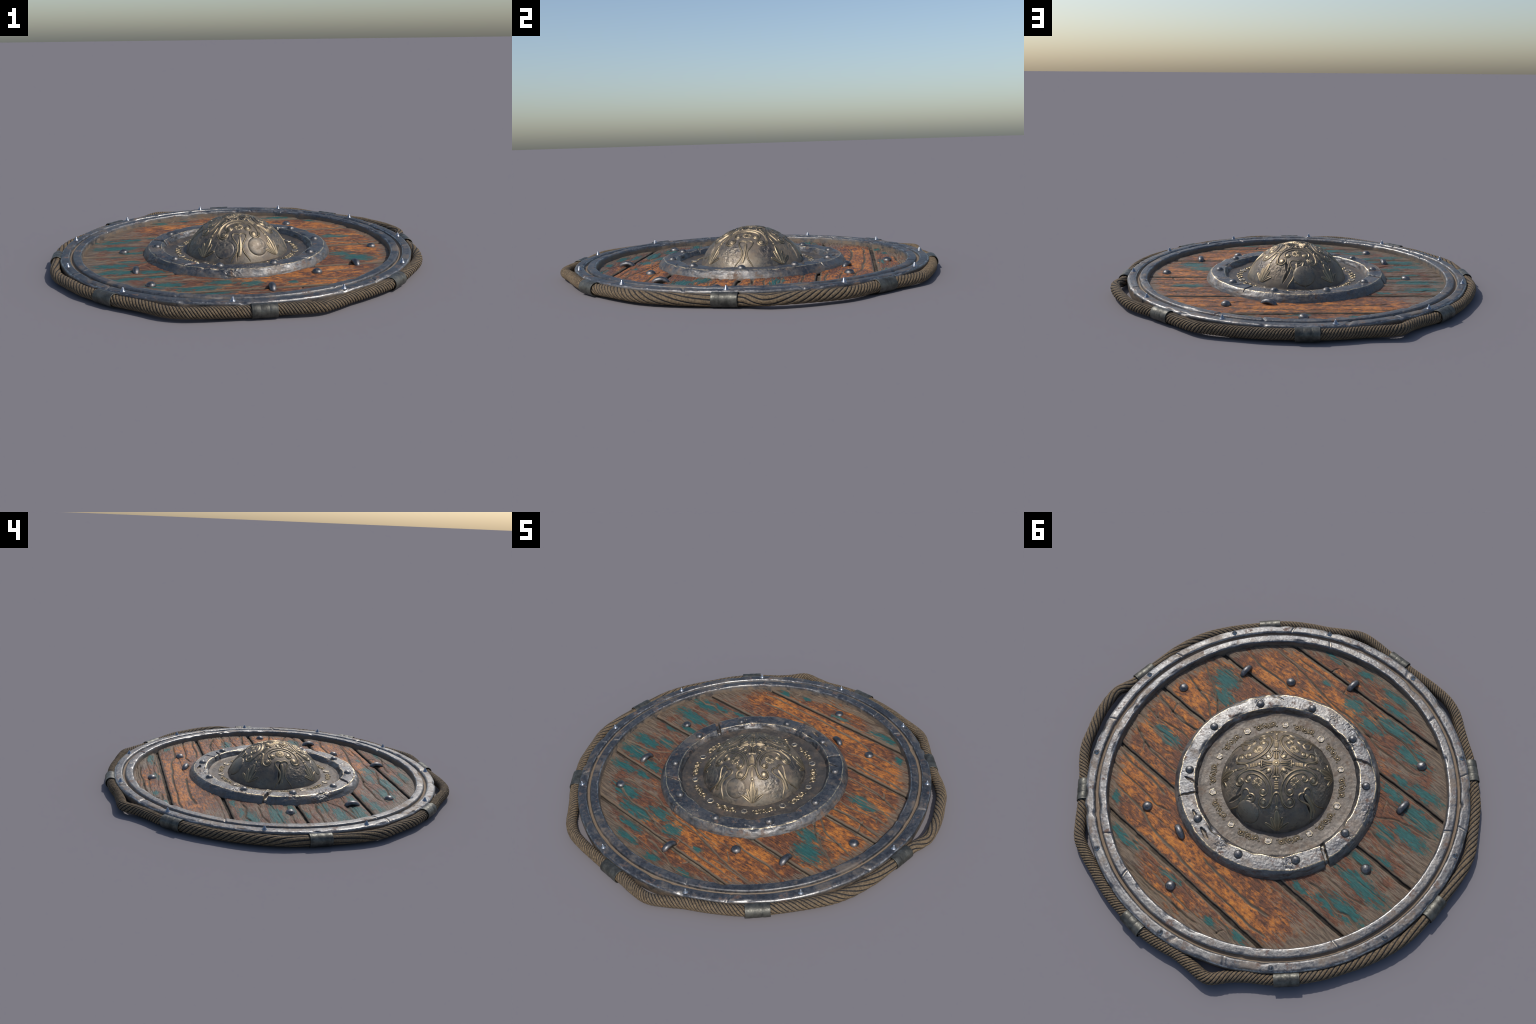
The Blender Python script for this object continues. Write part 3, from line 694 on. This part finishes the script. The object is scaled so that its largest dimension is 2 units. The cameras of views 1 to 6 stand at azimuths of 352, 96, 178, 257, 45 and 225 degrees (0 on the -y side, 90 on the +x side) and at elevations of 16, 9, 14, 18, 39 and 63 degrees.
bu = Relief(); bu.bead((53, 0), 12, 4.6, ex=1.2); bu.ridge([(66, 0), (74, 0)], 4, 3)
bu.ridge([(78, 34), (70, 25), (58, 21), (46, 16), (40, 0), (46, -16), (58, -21), (70, -25), (78, -34)], 3.6, 3.6)
four("bud", bu.mesh("bud", wrap_pole, M_BRASS))
ar = Relief()
ar.ridge([(18, 0), (40, 0), (68, 0)], 4.0, 4.4)
side = [(22, 8), (40, 8.5), (56, 11), (70, 19)]
ar.ridge(side, 3.2, 3.4); ar.ridge(mir(side), 3.2, 3.4); ar.ridge([(73, -21), (70, -10), (71, 0), (70, 10), (73, 21)], 5.0, 4.8)
ar.bead((82, 0), 8, 3.5)
for r in (94, 102, 110, 118, 126): ar.ridge([(r, -12.5), (r, 0), (r, 12.5)], 2.9, 3.4, n=9)
lobe = [(216, 54), (212, 44), (200, 33), (182, 27), (165, 21), (150, 13), (143, 0)]
ar.ridge(lobe + mir(lobe)[-2::-1], 4.2, 4.2)
ar.leaf([(156, 0), (180, 0), (207, 0)], 8, 4.5, valley=0.2); ar.bead((216, 0), 9, 4.5)
four("cross_arm", ar.mesh("cross_arm", wrap_pole, M_BRASS), TAU / 8)
ce = Relief(); ce.flower((0, 0), 21, 4.0, 10, heart=0.28); add("crown_rosette", ce.mesh("crown_rosette", wrap_pole, M_BRASS_PLATE), boss, (CX, CY, 0.0), (0, 0, 0.2))
pa = Relief()
pa.leaf([(341, 0), (290, 0), (226, 0)], 17, 5.5, valley=0.6)
for s in (1, -1):
    pa.leaf([(340, 4 * s), (305, 15 * s), (262, 27 * s)], 11, 4.8, valley=0.55); pa.leaf([(338, 7 * s), (320, 24 * s), (307, 40 * s), (298, 57 * s)], 11, 4.6, valley=0.55)
four("palmette", pa.mesh("palmette", wrap_side, M_BRASS), TAU / 8)
ur = Relief()
uh = [(350, 51), (330, 41), (302, 22), (277, 13.5), (257, 14), (236, 24), (216, 34), (200, 36), (189, 27), (187, 13), (193, 0)]
ur.ridge(uh + mir(uh)[-2::-1], 3.6, 3.6); ur.ridge([(205, 1), (240, 2), (280, 0), (320, -7)], 6.5, 2.6)
four("urn", ur.mesh("urn", wrap_side, M_BRASS))

# ------------------------------------------------------------------ rope and its clamps
ROPE_R = [.956, .965, .997, 1.002, .999, .993, .992, .977, .958, .950, .955, .969, .984, .974, .962, .958, .955, .952, .955, .955, .953, .952, .972, .996,
          .965, .951, .953, .955, .954, .953, .951, .954, .958, .962, .963, .958, .956, .958, .966, .974, .976, .966, .962, .963, .957, .956, .959, .959,
          .970, .989, .992, .978, .964, .955, .955, .959, .976, .988, .971, .954, .952, .954, .956, .955, .952, .955, .961, .968, .969, .965, .960, .955]
ROPE_Z = [.030, .034, .038, .040, .040, .038, .037, .036, .036, .035, .034, .035, .037, .036, .034, .035, .035, .036, .036, .035, .034, .033, .035, .038,
          .035, .033, .032, .033, .034, .033, .031, .032, .034, .035, .034, .033, .033, .034, .035, .036, .036, .036, .037, .037, .036, .037, .037, .037,
          .037, .036, .037, .037, .035, .033, .033, .036, .037, .036, .036, .037, .038, .039, .037, .035, .035, .037, .037, .036, .035, .035, .033, .031]
def rope_path(n):
    q = catmull(np.stack([ROPE_R, ROPE_Z], 1), n, closed=True)
    a = np.arange(n) * TAU / n
    return np.stack([CX + q[:, 0] * np.cos(a), CY + q[:, 0] * np.sin(a), np.maximum(q[:, 1] - 0.0012, 0.030)], 1)
def frames(P):
    T = np.roll(P, -1, 0) - np.roll(P, 1, 0); T /= np.linalg.norm(T, axis=1)[:, None]
    S = np.cross(T, [0, 0, 1]); S /= np.linalg.norm(S, axis=1)[:, None]
    return T, S, np.cross(S, T)
NR, NV = 3400, 70
P = rope_path(NR); T, S, U = frames(P)
v = np.arange(NV) * TAU / NV
# seven strands; the lay tightens where the rope runs along x and opens where it runs along y
ds = np.linalg.norm(np.roll(P, -1, 0) - P, axis=1)
run = np.cumsum(ds * T[:, 0]); run = run - np.arange(NR) / NR * run[-1]
arc = np.cumsum(ds)
vt = v[None, :] - (TAU / ROPE_PITCH) * run[:, None] / 7           # mesh columns follow the strands
lane = (np.arange(NV) % 10) / 10.0
bulge = np.sqrt(np.abs(np.sin(lane * math.pi)))
rad = 0.0263 + 0.0042 * (bulge[None, :] - 0.85) + 0.0007 * fbm(arc[:, None] * 90, v[None] * 3, 91, 2)
RV = P[:, None] + rad[..., None] * (S[:, None] * np.cos(vt)[..., None] + U[:, None] * np.sin(vt)[..., None])
RV[..., 2] = np.maximum(RV[..., 2], 0.0008)
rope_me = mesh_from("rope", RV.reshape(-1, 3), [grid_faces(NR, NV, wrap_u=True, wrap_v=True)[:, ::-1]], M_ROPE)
rope_me.materials.append(M_GROOVE_DARK)
col_id = np.tile(np.arange(NV) % 10, NR)                            # near-black columns along the groove between two strands
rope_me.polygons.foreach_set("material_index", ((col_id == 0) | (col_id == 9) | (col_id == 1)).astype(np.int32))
rope = add("rope", rope_me)
for k in range(8):
    c = int(NR * k / 8); half = 32
    idx = (c + np.arange(-half, half + 1)) % NR
    s = np.linspace(-1, 1, len(idx))
    prof = 0.0312 + 0.0020 * np.abs(np.cos((s * 1.5) * math.pi)) ** 0.35
    prof = prof + 0.0012 * np.exp(-((np.abs(s) - 1) / 0.05) ** 2)
    nv = 48; vv = np.arange(nv) * TAU / nv
    rngk = np.random.default_rng(100 + k)
    Pc = P[idx].copy(); mid = Pc[half].copy(); tm = T[idx[half]]
    Pc = mid + ((Pc - mid) @ tm)[:, None] * tm            # clamps are straight
    Pc[:, 2] = max(mid[2], 0.0338)
    shell = []
    for off, sl in ((0.0, slice(None)), (-0.004, slice(None, None, -1))):
        rr = prof[sl] + off
        Q = Pc[sl][:, None] + (rr[:, None] + 0.0004 * fbm(np.repeat(s[:, None], nv, 1) * 3 + k * 9, np.repeat(vv[None], len(s), 0) * 2, 97, 2))[..., None] * (S[idx[half]] * np.cos(vv)[None, :, None] + U[idx[half]] * np.sin(vv)[None, :, None])
        shell.append(Q)
    Q = np.concatenate(shell, 0); Q[..., 2] = np.maximum(Q[..., 2], 0.0)
    add("rope_clamp", mesh_from("rope_clamp", Q.reshape(-1, 3), [grid_faces(len(Q), nv, wrap_u=True, wrap_v=True)[:, ::-1]], M_CLAMP), rope)
